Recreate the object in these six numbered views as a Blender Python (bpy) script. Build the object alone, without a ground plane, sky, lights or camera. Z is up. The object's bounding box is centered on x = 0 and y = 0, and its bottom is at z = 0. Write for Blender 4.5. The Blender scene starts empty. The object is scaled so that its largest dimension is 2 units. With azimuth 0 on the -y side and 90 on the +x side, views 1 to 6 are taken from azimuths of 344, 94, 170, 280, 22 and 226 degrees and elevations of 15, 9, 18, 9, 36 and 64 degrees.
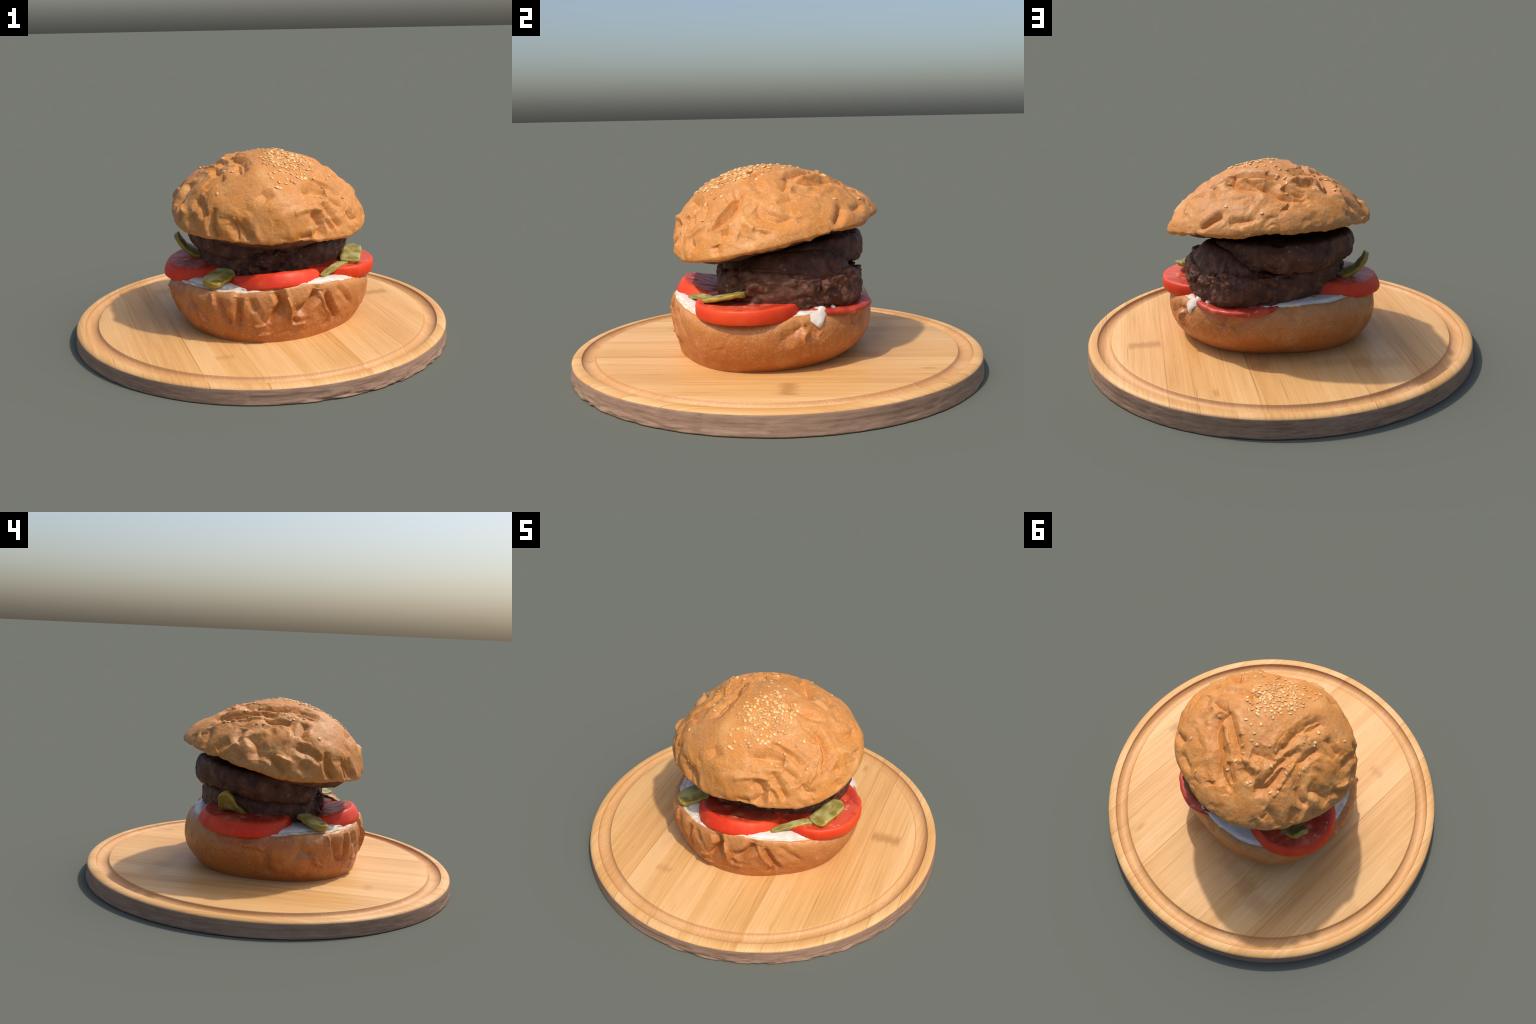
import bpy, bmesh, math, random
import numpy as np
from mathutils import Vector, Matrix

rng = np.random.RandomState(11)
random.seed(11)

# ------------------------------------------------------------------ helpers
PERM = np.random.RandomState(5).permutation(256)
PERM = np.concatenate([PERM, PERM, PERM])
GRAD = np.random.RandomState(6).normal(size=(256, 3))
GRAD /= np.linalg.norm(GRAD, axis=1)[:, None]


def perlin(p):
    """Gradient noise on an (n,3) array, roughly in -1..1."""
    i = np.floor(p).astype(int)
    f = p - i
    i &= 255
    w = f * f * f * (f * (f * 6 - 15) + 10)
    out = 0
    for dx in (0, 1):
        for dy in (0, 1):
            for dz in (0, 1):
                h = PERM[PERM[PERM[(i[:, 0] + dx) & 255] + ((i[:, 1] + dy) & 255)] + ((i[:, 2] + dz) & 255)]
                g = GRAD[h]
                d = (g * (f - [dx, dy, dz])).sum(1)
                wt = (w[:, 0] if dx else 1 - w[:, 0]) * (w[:, 1] if dy else 1 - w[:, 1]) * (w[:, 2] if dz else 1 - w[:, 2])
                out = out + d * wt
    return out * 1.6


def fbm(p, octaves=3, gain=0.5):
    a, out, q = 1.0, 0, p
    for _ in range(octaves):
        out = out + a * perlin(q)
        q = q * 2.03 + 17.3
        a *= gain
    return out


def worley(p, seed=0):
    """Distance to nearest and second nearest jittered cell point."""
    i = np.floor(p).astype(int)
    d1 = np.full(len(p), 9.0)
    d2 = np.full(len(p), 9.0)
    r = np.random.RandomState(seed + 40).rand(256, 3)
    for dx in (-1, 0, 1):
        for dy in (-1, 0, 1):
            for dz in (-1, 0, 1):
                c = i + [dx, dy, dz]
                h = PERM[PERM[PERM[c[:, 0] & 255] + (c[:, 1] & 255)] + (c[:, 2] & 255)]
                d = np.linalg.norm(c + r[h] - p, axis=1)
                d2 = np.minimum(d2, np.maximum(d1, d))
                d1 = np.minimum(d1, d)
    return d1, d2


def smooth(a, b, x):
    t = np.clip((x - a) / (b - a), 0, 1)
    return t * t * (3 - 2 * t)


def around(table, phi):
    """Periodic smooth interpolation of {degrees: value} at angles phi (radians)."""
    k = sorted(table)
    x = np.array([k[-1] - 360] + k + [k[0] + 360], float)
    y = np.array([table[k[-1]]] + [table[i] for i in k] + [table[k[0]]], float)
    xx = np.concatenate([[x[0] - (x[-2] - x[-3])], x, [x[-1] + (x[2] - x[1])]])
    yy = np.concatenate([[y[-3]], y, [y[2]]])
    d = (np.degrees(phi) - k[0]) % 360 + k[0]
    j = np.clip(np.searchsorted(x, d, side="right") - 1, 0, len(x) - 2)
    h = x[j + 1] - x[j]
    t = (d - x[j]) / h
    m0 = (yy[j + 2] - yy[j]) / (xx[j + 2] - xx[j]) * h
    m1 = (yy[j + 3] - yy[j + 1]) / (xx[j + 3] - xx[j + 1]) * h
    return (2*t**3 - 3*t**2 + 1) * y[j] + (t**3 - 2*t**2 + t) * m0 + (-2*t**3 + 3*t**2) * y[j + 1] + (t**3 - t**2) * m1


def grid_mesh(name, V, close_u=True, cap_start=False, cap_end=False):
    """Mesh from a (rows, cols, 3) array, cols periodic. Rows of one point should be capped."""
    n, m = V.shape[:2]
    verts = V.reshape(-1, 3)
    a = np.arange(n * m).reshape(n, m)
    b = np.roll(a, -1, 1)
    if not close_u:
        a, b = a[:, :-1], b[:, :-1]
    q = np.stack([a[:-1], b[:-1], b[1:], a[1:]], -1).reshape(-1, 4)
    faces_l = [q.ravel()]
    starts = np.arange(len(q)) * 4
    tot = np.full(len(q), 4)
    extra = []
    if cap_start:
        extra.append(a[0][::-1])
    if cap_end:
        extra.append(a[-1])
    for e in extra:
        starts = np.append(starts, starts[-1] + tot[-1])
        tot = np.append(tot, len(e))
        faces_l.append(e)
    loops = np.concatenate(faces_l)
    me = bpy.data.meshes.new(name)
    me.vertices.add(len(verts))
    me.vertices.foreach_set("co", verts.astype(np.float32).ravel())
    me.loops.add(len(loops))
    me.loops.foreach_set("vertex_index", loops.astype(np.int32))
    me.polygons.add(len(starts))
    me.polygons.foreach_set("loop_start", starts.astype(np.int32))
    me.polygons.foreach_set("loop_total", tot.astype(np.int32))
    me.update(calc_edges=True)
    me.polygons.foreach_set("use_smooth", np.ones(len(starts), bool))
    me.validate()
    return me


def grid_normals(V):
    """Outward normals of a grid whose cols run counter-clockwise and rows go up the outside."""
    du = np.roll(V, -1, 1) - np.roll(V, 1, 1)
    dv = np.gradient(V, axis=0)
    n = np.cross(du, dv)
    return n / (np.linalg.norm(n, axis=-1, keepdims=True) + 1e-12)


def add(name, me, parent, mats):
    ob = bpy.data.objects.new(name, me)
    bpy.context.scene.collection.objects.link(ob)
    for m in mats if isinstance(mats, (list, tuple)) else [mats]:
        if len(me.materials) < (len(mats) if isinstance(mats, (list, tuple)) else 1):
            me.materials.append(m)
    ob.parent = parent
    return ob


def empty(name, loc, label, category):
    ob = bpy.data.objects.new(name, None)
    ob.location = loc
    ob["label"], ob["category"] = label, category
    bpy.context.scene.collection.objects.link(ob)
    return ob


# ------------------------------------------------------------------ material kit
class Mat:
    def __init__(s, name):
        s.m = bpy.data.materials.new(name)
        s.m.use_nodes = True
        s.t = s.m.node_tree
        s.b = s.t.nodes["Principled BSDF"]
        s.co = s.t.nodes.new("ShaderNodeTexCoord").outputs["Object"]

    def put(s, sock, v):
        if isinstance(v, bpy.types.NodeSocket):
            s.t.links.new(v, sock)
        elif isinstance(v, (tuple, list)) and len(v) == 3 and sock.type == "RGBA":
            sock.default_value = (*v, 1)
        else:
            sock.default_value = v

    def scaled(s, scale, rot=(0, 0, 0), loc=(0, 0, 0)):
        n = s.t.nodes.new("ShaderNodeMapping")
        s.put(n.inputs["Vector"], s.co)
        n.inputs["Scale"].default_value = scale
        n.inputs["Rotation"].default_value = rot
        n.inputs["Location"].default_value = loc
        return n.outputs[0]

    def noise(s, scale, detail=4, rough=0.55, vec=None, dist=0.0):
        n = s.t.nodes.new("ShaderNodeTexNoise")
        s.put(n.inputs["Vector"], vec if vec is not None else s.co)
        n.inputs["Scale"].default_value = scale
        n.inputs["Detail"].default_value = detail
        n.inputs["Roughness"].default_value = rough
        n.inputs["Distortion"].default_value = dist
        return n.outputs["Fac"]

    def voronoi(s, scale, feature="F1", vec=None, out="Distance"):
        n = s.t.nodes.new("ShaderNodeTexVoronoi")
        n.feature = feature
        s.put(n.inputs["Vector"], vec if vec is not None else s.co)
        n.inputs["Scale"].default_value = scale
        return n.outputs[out]

    def ramp(s, fac, stops, mode="LINEAR"):
        n = s.t.nodes.new("ShaderNodeValToRGB")
        n.color_ramp.interpolation = mode
        e = n.color_ramp.elements
        while len(e) < len(stops):
            e.new(0.5)
        for el, (p, c) in zip(e, stops):
            el.position = p
            el.color = (*c, 1) if isinstance(c, (tuple, list)) else (c, c, c, 1)
        s.put(n.inputs[0], fac)
        return n.outputs[0]

    def band(s, v, a, b, lo=0.0, hi=1.0):
        n = s.t.nodes.new("ShaderNodeMapRange")
        n.interpolation_type = "SMOOTHSTEP"
        s.put(n.inputs["Value"], v)
        for k, x in (("From Min", a), ("From Max", b), ("To Min", lo), ("To Max", hi)):
            n.inputs[k].default_value = x
        return n.outputs[0]

    def math(s, op, a, b=0.0):
        n = s.t.nodes.new("ShaderNodeMath")
        n.operation = op
        s.put(n.inputs[0], a)
        s.put(n.inputs[1], b)
        return n.outputs[0]

    def mix(s, fac, a, b, mode="MIX"):
        n = s.t.nodes.new("ShaderNodeMix")
        n.data_type, n.blend_type = "RGBA", mode
        s.put(n.inputs["Factor"], fac)
        s.put(n.inputs["A"], a) if False else None
        ins = [i for i in n.inputs if i.type == "RGBA"]
        s.put(ins[0], a)
        s.put(ins[1], b)
        return [o for o in n.outputs if o.type == "RGBA"][0]

    def xyz(s, vec=None):
        n = s.t.nodes.new("ShaderNodeSeparateXYZ")
        s.put(n.inputs[0], vec if vec is not None else s.co)
        return n.outputs

    def bump(s, h, strength=0.3, dist=0.005, prev=None):
        n = s.t.nodes.new("ShaderNodeBump")
        n.inputs["Strength"].default_value = strength
        n.inputs["Distance"].default_value = dist
        s.put(n.inputs["Height"], h)
        if prev is not None:
            s.put(n.inputs["Normal"], prev)
        s.t.links.new(n.outputs[0], s.b.inputs["Normal"])
        return n.outputs[0]

    def done(s, color, rough=0.6, **kw):
        s.put(s.b.inputs["Base Color"], color)
        s.put(s.b.inputs["Roughness"], rough)
        for k, v in kw.items():
            s.put(s.b.inputs[k.replace("_", " ")], v)
        return s.m


# ------------------------------------------------------------------ materials
def streak_mask(m, a, b, radius):
    """Soft capsule round the segment a-b, computed in nodes."""
    a, b = Vector(a), Vector(b)
    d = b - a

    def vec(op, x, y=None):
        n = m.t.nodes.new("ShaderNodeVectorMath")
        n.operation = op
        for i, v in enumerate((x, y)):
            if isinstance(v, bpy.types.NodeSocket):
                m.t.links.new(v, n.inputs[i])
            elif v is not None:
                n.inputs[i].default_value = v
        return n
    rel = vec("SUBTRACT", m.co, tuple(a)).outputs[0]
    t = m.math("MULTIPLY", vec("DOT_PRODUCT", rel, tuple(d)).outputs["Value"], 1 / d.length_squared)
    n = m.t.nodes.new("ShaderNodeClamp")
    m.put(n.inputs[0], t)
    sc = vec("SCALE", tuple(d))
    m.put(sc.inputs["Scale"], n.outputs[0])
    dist = vec("LENGTH", vec("SUBTRACT", rel, sc.outputs[0]).outputs[0]).outputs["Value"]
    return m.band(dist, radius, radius * 0.15)


def crust_material(name, base, warm, pale, speck, streaks=()):
    m = Mat(name)
    c = m.mix(m.band(m.noise(5, 4), 0.38, 0.66), base, warm)
    c = m.mix(m.math("MULTIPLY", m.band(m.noise(9, 3, vec=m.scaled((1, 1, 1.6), loc=(3, 1, 0))), 0.5, 0.72), 0.55), c, pale)
    if streaks:
        mask = None
        for a, b, r in streaks:
            k = streak_mask(m, a, b, r)
            mask = k if mask is None else m.math("MAXIMUM", mask, k)
        mask = m.math("MULTIPLY", mask, m.band(m.noise(16, 4, 0.6), 0.28, 0.55))
        c = m.mix(m.math("MULTIPLY", mask, 0.85), c, (0.55, 0.185, 0.026))
    # flour dust and tiny blisters
    v = m.voronoi(84, vec=m.scaled((1, 1, 1), loc=(2, 5, 1)))
    c = m.mix(m.math("MULTIPLY", m.band(m.noise(24, 4, 0.6, vec=m.scaled((1, 1, 1), loc=(7, 0, 3))), 0.46, 0.70), 0.55), c, (0.42, 0.165, 0.045))
    dots = m.math("MULTIPLY", m.band(v, 0.40, 0.12), m.band(m.noise(14, 3), 0.36, 0.60))
    c = m.mix(m.math("MULTIPLY", dots, 0.5), c, speck)
    g = m.noise(160, 3, 0.6)
    c = m.mix(m.band(g, 0.35, 0.7, 0.0, 0.35), c, pale)
    nb = m.bump(m.noise(60, 5, 0.6), 0.35, 0.004)
    m.bump(m.noise(220, 3, 0.6), 0.25, 0.002, nb)
    return m.done(c, m.band(m.noise(13, 3), 0.3, 0.7, 0.46, 0.62), Specular_IOR_Level=0.32)


# orange, more deeply toasted streaks on the crown: (from, to, radius)
TOASTED = [
    ((0.365, -0.13, 0.856), (0.416, -0.186, 0.79), 0.03),
    ((0.194, -0.088, 0.949), (0.288, -0.105, 0.909), 0.026),
    ((0.157, 0.282, 0.888), (0.164, 0.42, 0.801), 0.024),
    ((-0.181, 0.068, 0.92), (-0.181, 0.281, 0.881), 0.028),
    ((0.046, 0.282, 0.904), (-0.064, 0.354, 0.871), 0.028),
    ((0.026, 0.265, 0.911), (-0.07, 0.338, 0.879), 0.026),
    ((-0.173, 0.058, 0.924), (-0.213, 0.186, 0.896), 0.034),
    ((-0.272, -0.192, 0.86), (-0.315, -0.181, 0.83), 0.026),
    ((0.309, -0.054, 0.907), (0.283, -0.097, 0.913), 0.026),
    ((0.405, 0.307, 0.749), (0.343, 0.369, 0.739), 0.026),
    ((-0.271, -0.212, 0.856), (-0.327, -0.193, 0.817), 0.024),
    ((-0.275, 0.242, 0.853), (-0.23, 0.166, 0.891), 0.028),
    ((0.345, -0.012, 0.889), (0.209, -0.08, 0.946), 0.022),
    ((-0.316, 0.108, 0.845), (-0.36, 0.134, 0.808), 0.022),
    ((-0.312, -0.226, 0.819), (-0.224, -0.251, 0.872), 0.022),
    ((-0.072, 0.418, 0.833), (-0.103, 0.453, 0.8), 0.026),
]
CRUST = crust_material("golden_crust", (0.54, 0.212, 0.053), (0.56, 0.200, 0.030), (0.66, 0.345, 0.118), (0.80, 0.49, 0.21), TOASTED)  # base darkened and warmed toward the shading on the crown's front


def bottom_crust_material():
    m = Mat("brown_crust")
    x, y, z = m.xyz()
    # baked rust brown belly that fades to a paler torn top, edge broken by noise
    h = m.math("ADD", z, m.math("MULTIPLY", m.math("SUBTRACT", m.noise(7, 4), 0.5), 0.16))
    c = m.mix(m.band(h, 0.20, 0.37), (0.42, 0.122, 0.019), (0.53, 0.210, 0.057))
    c = m.mix(m.math("MULTIPLY", m.band(m.noise(10, 4), 0.52, 0.72), 0.5), c, (0.58, 0.30, 0.115))
    v = m.voronoi(84)
    c = m.mix(m.math("MULTIPLY", m.band(m.noise(20, 4, 0.6), 0.46, 0.7), 0.5), c, (0.33, 0.10, 0.022))
    # tomato juice and skin run down the crust below the left-hand slice
    stain = m.math("MAXIMUM", streak_mask(m, (-0.455, 0.17, 0.315), (-0.485, -0.02, 0.300), 0.065), streak_mask(m, (-0.485, -0.02, 0.300), (-0.455, -0.16, 0.305), 0.06))
    stain = m.math("MULTIPLY", m.band(m.math("ADD", stain, m.math("MULTIPLY", m.math("SUBTRACT", m.noise(18, 4), 0.5), 0.7)), 0.20, 0.75), 0.6)
    c = m.mix(stain, c, (0.42, 0.075, 0.016))
    dots = m.math("MULTIPLY", m.band(v, 0.38, 0.12), m.band(m.noise(11, 3), 0.40, 0.6))
    c = m.mix(m.math("MULTIPLY", dots, 0.45), c, (0.72, 0.46, 0.24))
    c = m.mix(m.band(m.noise(150, 3), 0.35, 0.7, 0, 0.3), c, (0.58, 0.30, 0.12))
    nb = m.bump(m.noise(50, 4), 0.3, 0.004)
    m.bump(m.noise(200, 3), 0.2, 0.002, nb)
    return m.done(c, m.band(m.noise(13, 3), 0.3, 0.7, 0.34, 0.5), Specular_IOR_Level=0.45)


BROWN = bottom_crust_material()


def crumb_material():
    m = Mat("bread_crumb")
    c = m.mix(m.band(m.noise(22, 5), 0.4, 0.65), (0.66, 0.50, 0.36), (0.80, 0.70, 0.58))
    m.bump(m.noise(70, 5), 0.5, 0.006)
    return m.done(c, 0.85)


CRUMB = crumb_material()


def shade_underside_material():
    m = Mat("shade_darkened_underside")
    c = m.mix(m.band(m.noise(12, 4), 0.35, 0.65), (0.17, 0.085, 0.042), (0.10, 0.048, 0.026))  # bread browned nearly black: gap shadow beneath the crown baked into the colour
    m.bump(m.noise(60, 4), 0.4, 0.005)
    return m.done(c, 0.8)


SHADE_UNDERSIDE = shade_underside_material()


def patty_material(name, k):
    m = Mat(name)
    n = m.noise(18, 5, 0.6)
    c = m.ramp(n, [(0.3, tuple(k * q for q in (0.045, 0.016, 0.009))), (0.52, tuple(k * q for q in (0.112, 0.040, 0.021))), (0.72, tuple(k * q for q in (0.18, 0.075, 0.044)))])
    c = m.mix(m.math("MULTIPLY", m.band(m.voronoi(34), 0.28, 0.08), m.band(m.noise(9), 0.5, 0.65)), c, tuple(k * q for q in (0.30, 0.16, 0.10)))
    nb = m.bump(m.noise(45, 5, 0.65), 0.7, 0.008)
    m.bump(m.noise(150, 3), 0.3, 0.003, nb)
    return m.done(c, m.band(m.noise(20), 0.3, 0.7, 0.4, 0.7), Specular_IOR_Level=0.3)


PATTY = patty_material("grilled_beef", 1.0)


def skin_material():
    m = Mat("tomato_skin")
    c = m.mix(m.band(m.noise(6, 3), 0.35, 0.65), (0.68, 0.036, 0.010), (0.73, 0.066, 0.016))
    c = m.mix(m.math("MULTIPLY", m.band(m.noise(26, 4), 0.55, 0.75), 0.35), c, (0.68, 0.14, 0.06))
    m.bump(m.noise(30, 3), 0.1, 0.003)
    return m.done(c, 0.45, Specular_IOR_Level=0.25)


SKIN = skin_material()


def flesh_material():
    m = Mat("tomato_flesh")
    c = m.mix(m.band(m.noise(9, 4, dist=0.6), 0.35, 0.65), (0.42, 0.028, 0.012), (0.62, 0.085, 0.035))
    c = m.mix(m.math("MULTIPLY", m.band(m.voronoi(24), 0.22, 0.1), 0.5), c, (0.70, 0.33, 0.13))
    c = m.mix(m.math("MULTIPLY", m.band(m.noise(20, 4), 0.56, 0.7), 0.5), c, (0.75, 0.32, 0.22))
    m.bump(m.noise(40, 4), 0.5, 0.006)
    return m.done(c, 0.4, Specular_IOR_Level=0.4, Subsurface_Weight=0.1, Subsurface_Radius=(0.02, 0.005, 0.003))


FLESH = flesh_material()


def pickle_materials():
    m = Mat("pickle_flesh")
    c = m.mix(m.band(m.noise(16, 4), 0.35, 0.65), (0.24, 0.175, 0.024), (0.46, 0.39, 0.15))
    m.bump(m.noise(50, 4), 0.4, 0.004)
    a = m.done(c, 0.38, Specular_IOR_Level=0.35)
    m = Mat("pickle_rind")
    c = m.mix(m.band(m.noise(14, 4), 0.35, 0.65), (0.27, 0.19, 0.014), (0.42, 0.29, 0.028))
    m.bump(m.noise(40, 4), 0.4, 0.004)
    return a, m.done(c, 0.3, Coat_Weight=0.3)


PICKLE, RIND = pickle_materials()


def mayo_material():
    m = Mat("mayonnaise")
    c = m.mix(m.band(m.noise(12, 4), 0.4, 0.7), (0.74, 0.69, 0.62), (0.66, 0.56, 0.47))
    c = m.mix(m.math("MULTIPLY", m.band(m.noise(7, 4), 0.54, 0.70), 0.45), c, (0.68, 0.36, 0.26))
    m.bump(m.noise(28, 4), 0.4, 0.006)
    return m.done(c, 0.35, Subsurface_Weight=0.1, Subsurface_Radius=(0.02, 0.015, 0.01))


MAYO = mayo_material()


def seed_material():
    m = Mat("sesame_seed")
    info = m.t.nodes.new("ShaderNodeObjectInfo").outputs["Random"]
    c = m.ramp(info, [(0.0, (0.52, 0.26, 0.09)), (0.5, (0.66, 0.37, 0.135)), (1.0, (0.78, 0.51, 0.22))])
    return m.done(c, 0.4)


SEED = seed_material()

SEAMS = [-0.86, -0.69, -0.495, -0.355, -0.245, -0.06, 0.115, 0.235, 0.35, 0.50, 0.625, 0.795, 0.905]
TONES = [0.45, 0.6, 0.35, 0.75, 0.5, 0.7, 0.55, 0.4, 0.72, 0.5, 0.35, 0.55, 0.65, 0.45]


def wood_material(name, groove=False):
    m = Mat(name)
    x, y, z = m.xyz()
    fx = m.math("ADD", m.math("MULTIPLY", x, 0.5), 0.5)
    stops = [(0.0, TONES[0])] + [((s + 1) / 2, t) for s, t in zip(SEAMS, TONES[1:])]
    tone = m.ramp(fx, stops, "CONSTANT")
    streak = m.noise(1, 5, 0.6, vec=m.scaled((22, 0.7, 3)))
    mid = m.noise(1, 4, 0.65, vec=m.scaled((85, 1.3, 4), loc=(1.7, 0, 0)))
    fine = m.noise(1, 4, 0.75, vec=m.scaled((260, 2.6, 4)))
    t = m.math("ADD", m.math("MULTIPLY", tone, 0.27), m.math("ADD", m.math("MULTIPLY", streak, 0.27), m.math("ADD", m.math("MULTIPLY", mid, 0.26), m.math("MULTIPLY", fine, 0.30))))
    c = m.ramp(t, [(0.37, (0.44, 0.195, 0.054)), (0.48, (0.61, 0.310, 0.098)), (0.58, (0.70, 0.390, 0.148)), (0.70, (0.78, 0.475, 0.22))])
    # glue lines: a hairline, here and there dark, along some seams
    gap = None
    for sx in SEAMS:
        k = m.band(m.math("ABSOLUTE", m.math("SUBTRACT", x, sx)), 0.0026, 0.0008)
        gap = k if gap is None else m.math("MAXIMUM", gap, k)
    gap = m.math("MULTIPLY", gap, m.band(m.noise(1, 3, vec=m.scaled((9, 2.2, 1), loc=(0, 4, 0))), 0.46, 0.62))
    c = m.mix(m.math("MULTIPLY", gap, 0.7), c, (0.30, 0.13, 0.045))
    # dark fibre flecks
    fl = m.noise(1, 3, 0.6, vec=m.scaled((210, 7, 4), loc=(4, 2, 0)))
    c = m.mix(m.math("MULTIPLY", m.band(fl, 0.62, 0.74), 0.45), c, (0.33, 0.165, 0.065))
    # bamboo nodes: brown cross bands on single planks
    wob = m.math("MULTIPLY", m.math("SUBTRACT", m.noise(1, 5, 0.7, vec=m.scaled((60, 14, 1))), 0.5), 0.09)
    for x0, x1, y0, y1, k in ((0.628, 0.793, 0.065, 0.115, 0.7), (-0.49, -0.36, 0.50, 0.58, 0.32), (-0.352, -0.247, 0.47, 0.56, 0.42),
                              (0.40, 0.432, 0.67, 0.72, 0.55), (-0.243, -0.062, 0.46, 0.52, 0.3), (-0.40, -0.30, -0.58, -0.555, 0.45), (0.14, 0.23, 0.42, 0.49, 0.5)):
        yy = m.math("ADD", y, wob)
        mask = m.math("MULTIPLY", m.math("MULTIPLY", m.band(x, x0, x0 + 0.006), m.band(x, x1, x1 - 0.006)),
                      m.math("MULTIPLY", m.band(yy, y0 - 0.035, y0 + 0.02), m.band(yy, y1 + 0.035, y1 - 0.02)))
        c = m.mix(m.math("MULTIPLY", mask, k), c, (0.42, 0.19, 0.055))
    if groove:
        # groove surface pinker and mottled, with darker brown rings at both edges
        rr = m.math("SQRT", m.math("ADD", m.math("MULTIPLY", x, x), m.math("MULTIPLY", y, y)))
        edge = m.math("MAXIMUM", m.band(rr, 0.8865, 0.8775), m.band(rr, 0.9385, 0.9435))
        fuzz = m.noise(1, 4, 0.7, vec=m.scaled((140, 90, 60)))
        c = m.mix(m.math("MULTIPLY", edge, m.band(fuzz, 0.25, 0.6, 0.30, 0.60)), c, (0.36, 0.165, 0.062))
        c = m.mix(m.band(fuzz, 0.35, 0.7, 0.15, 0.60), c, (0.52, 0.255, 0.110))
    m.bump(m.math("ADD", fine, streak), 0.12, 0.003)
    return m.done(c, 0.5, Specular_IOR_Level=0.35)


WOOD = wood_material("bamboo_top")
GROOVE = wood_material("bamboo_groove", True)


def side_material():
    m = Mat("bamboo_edge")
    x, y, z = m.xyz()
    streak = m.noise(1, 5, 0.65, vec=m.scaled((10, 10, 90)))
    c = m.ramp(streak, [(0.3, (0.20, 0.110, 0.068)), (0.5, (0.305, 0.178, 0.113)), (0.7, (0.40, 0.245, 0.165))])
    blocks = m.voronoi(5, vec=m.scaled((1, 1, 0.2)), out="Color")
    bv = m.xyz(blocks)[0]
    c = m.mix(m.band(bv, 0.2, 0.9, 0.0, 0.45), c, (0.38, 0.23, 0.15))
    g = m.noise(1, 3, 0.7, vec=m.scaled((120, 120, 200)))
    c = m.mix(m.band(g, 0.55, 0.75, 0, 0.5), c, (0.14, 0.082, 0.058))
    m.bump(m.math("ADD", g, streak), 0.3, 0.003)
    return m.done(c, 0.6)


EDGE = side_material()

# ================================================================== CUTTING BOARD
board = empty("cutting_board", (0, 0, 0), "round bamboo cutting board with a juice groove", "cutting board")


def board_top(x, y):
    return 0.0912 + 0.0085 * x + 0.0065 * y


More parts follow.
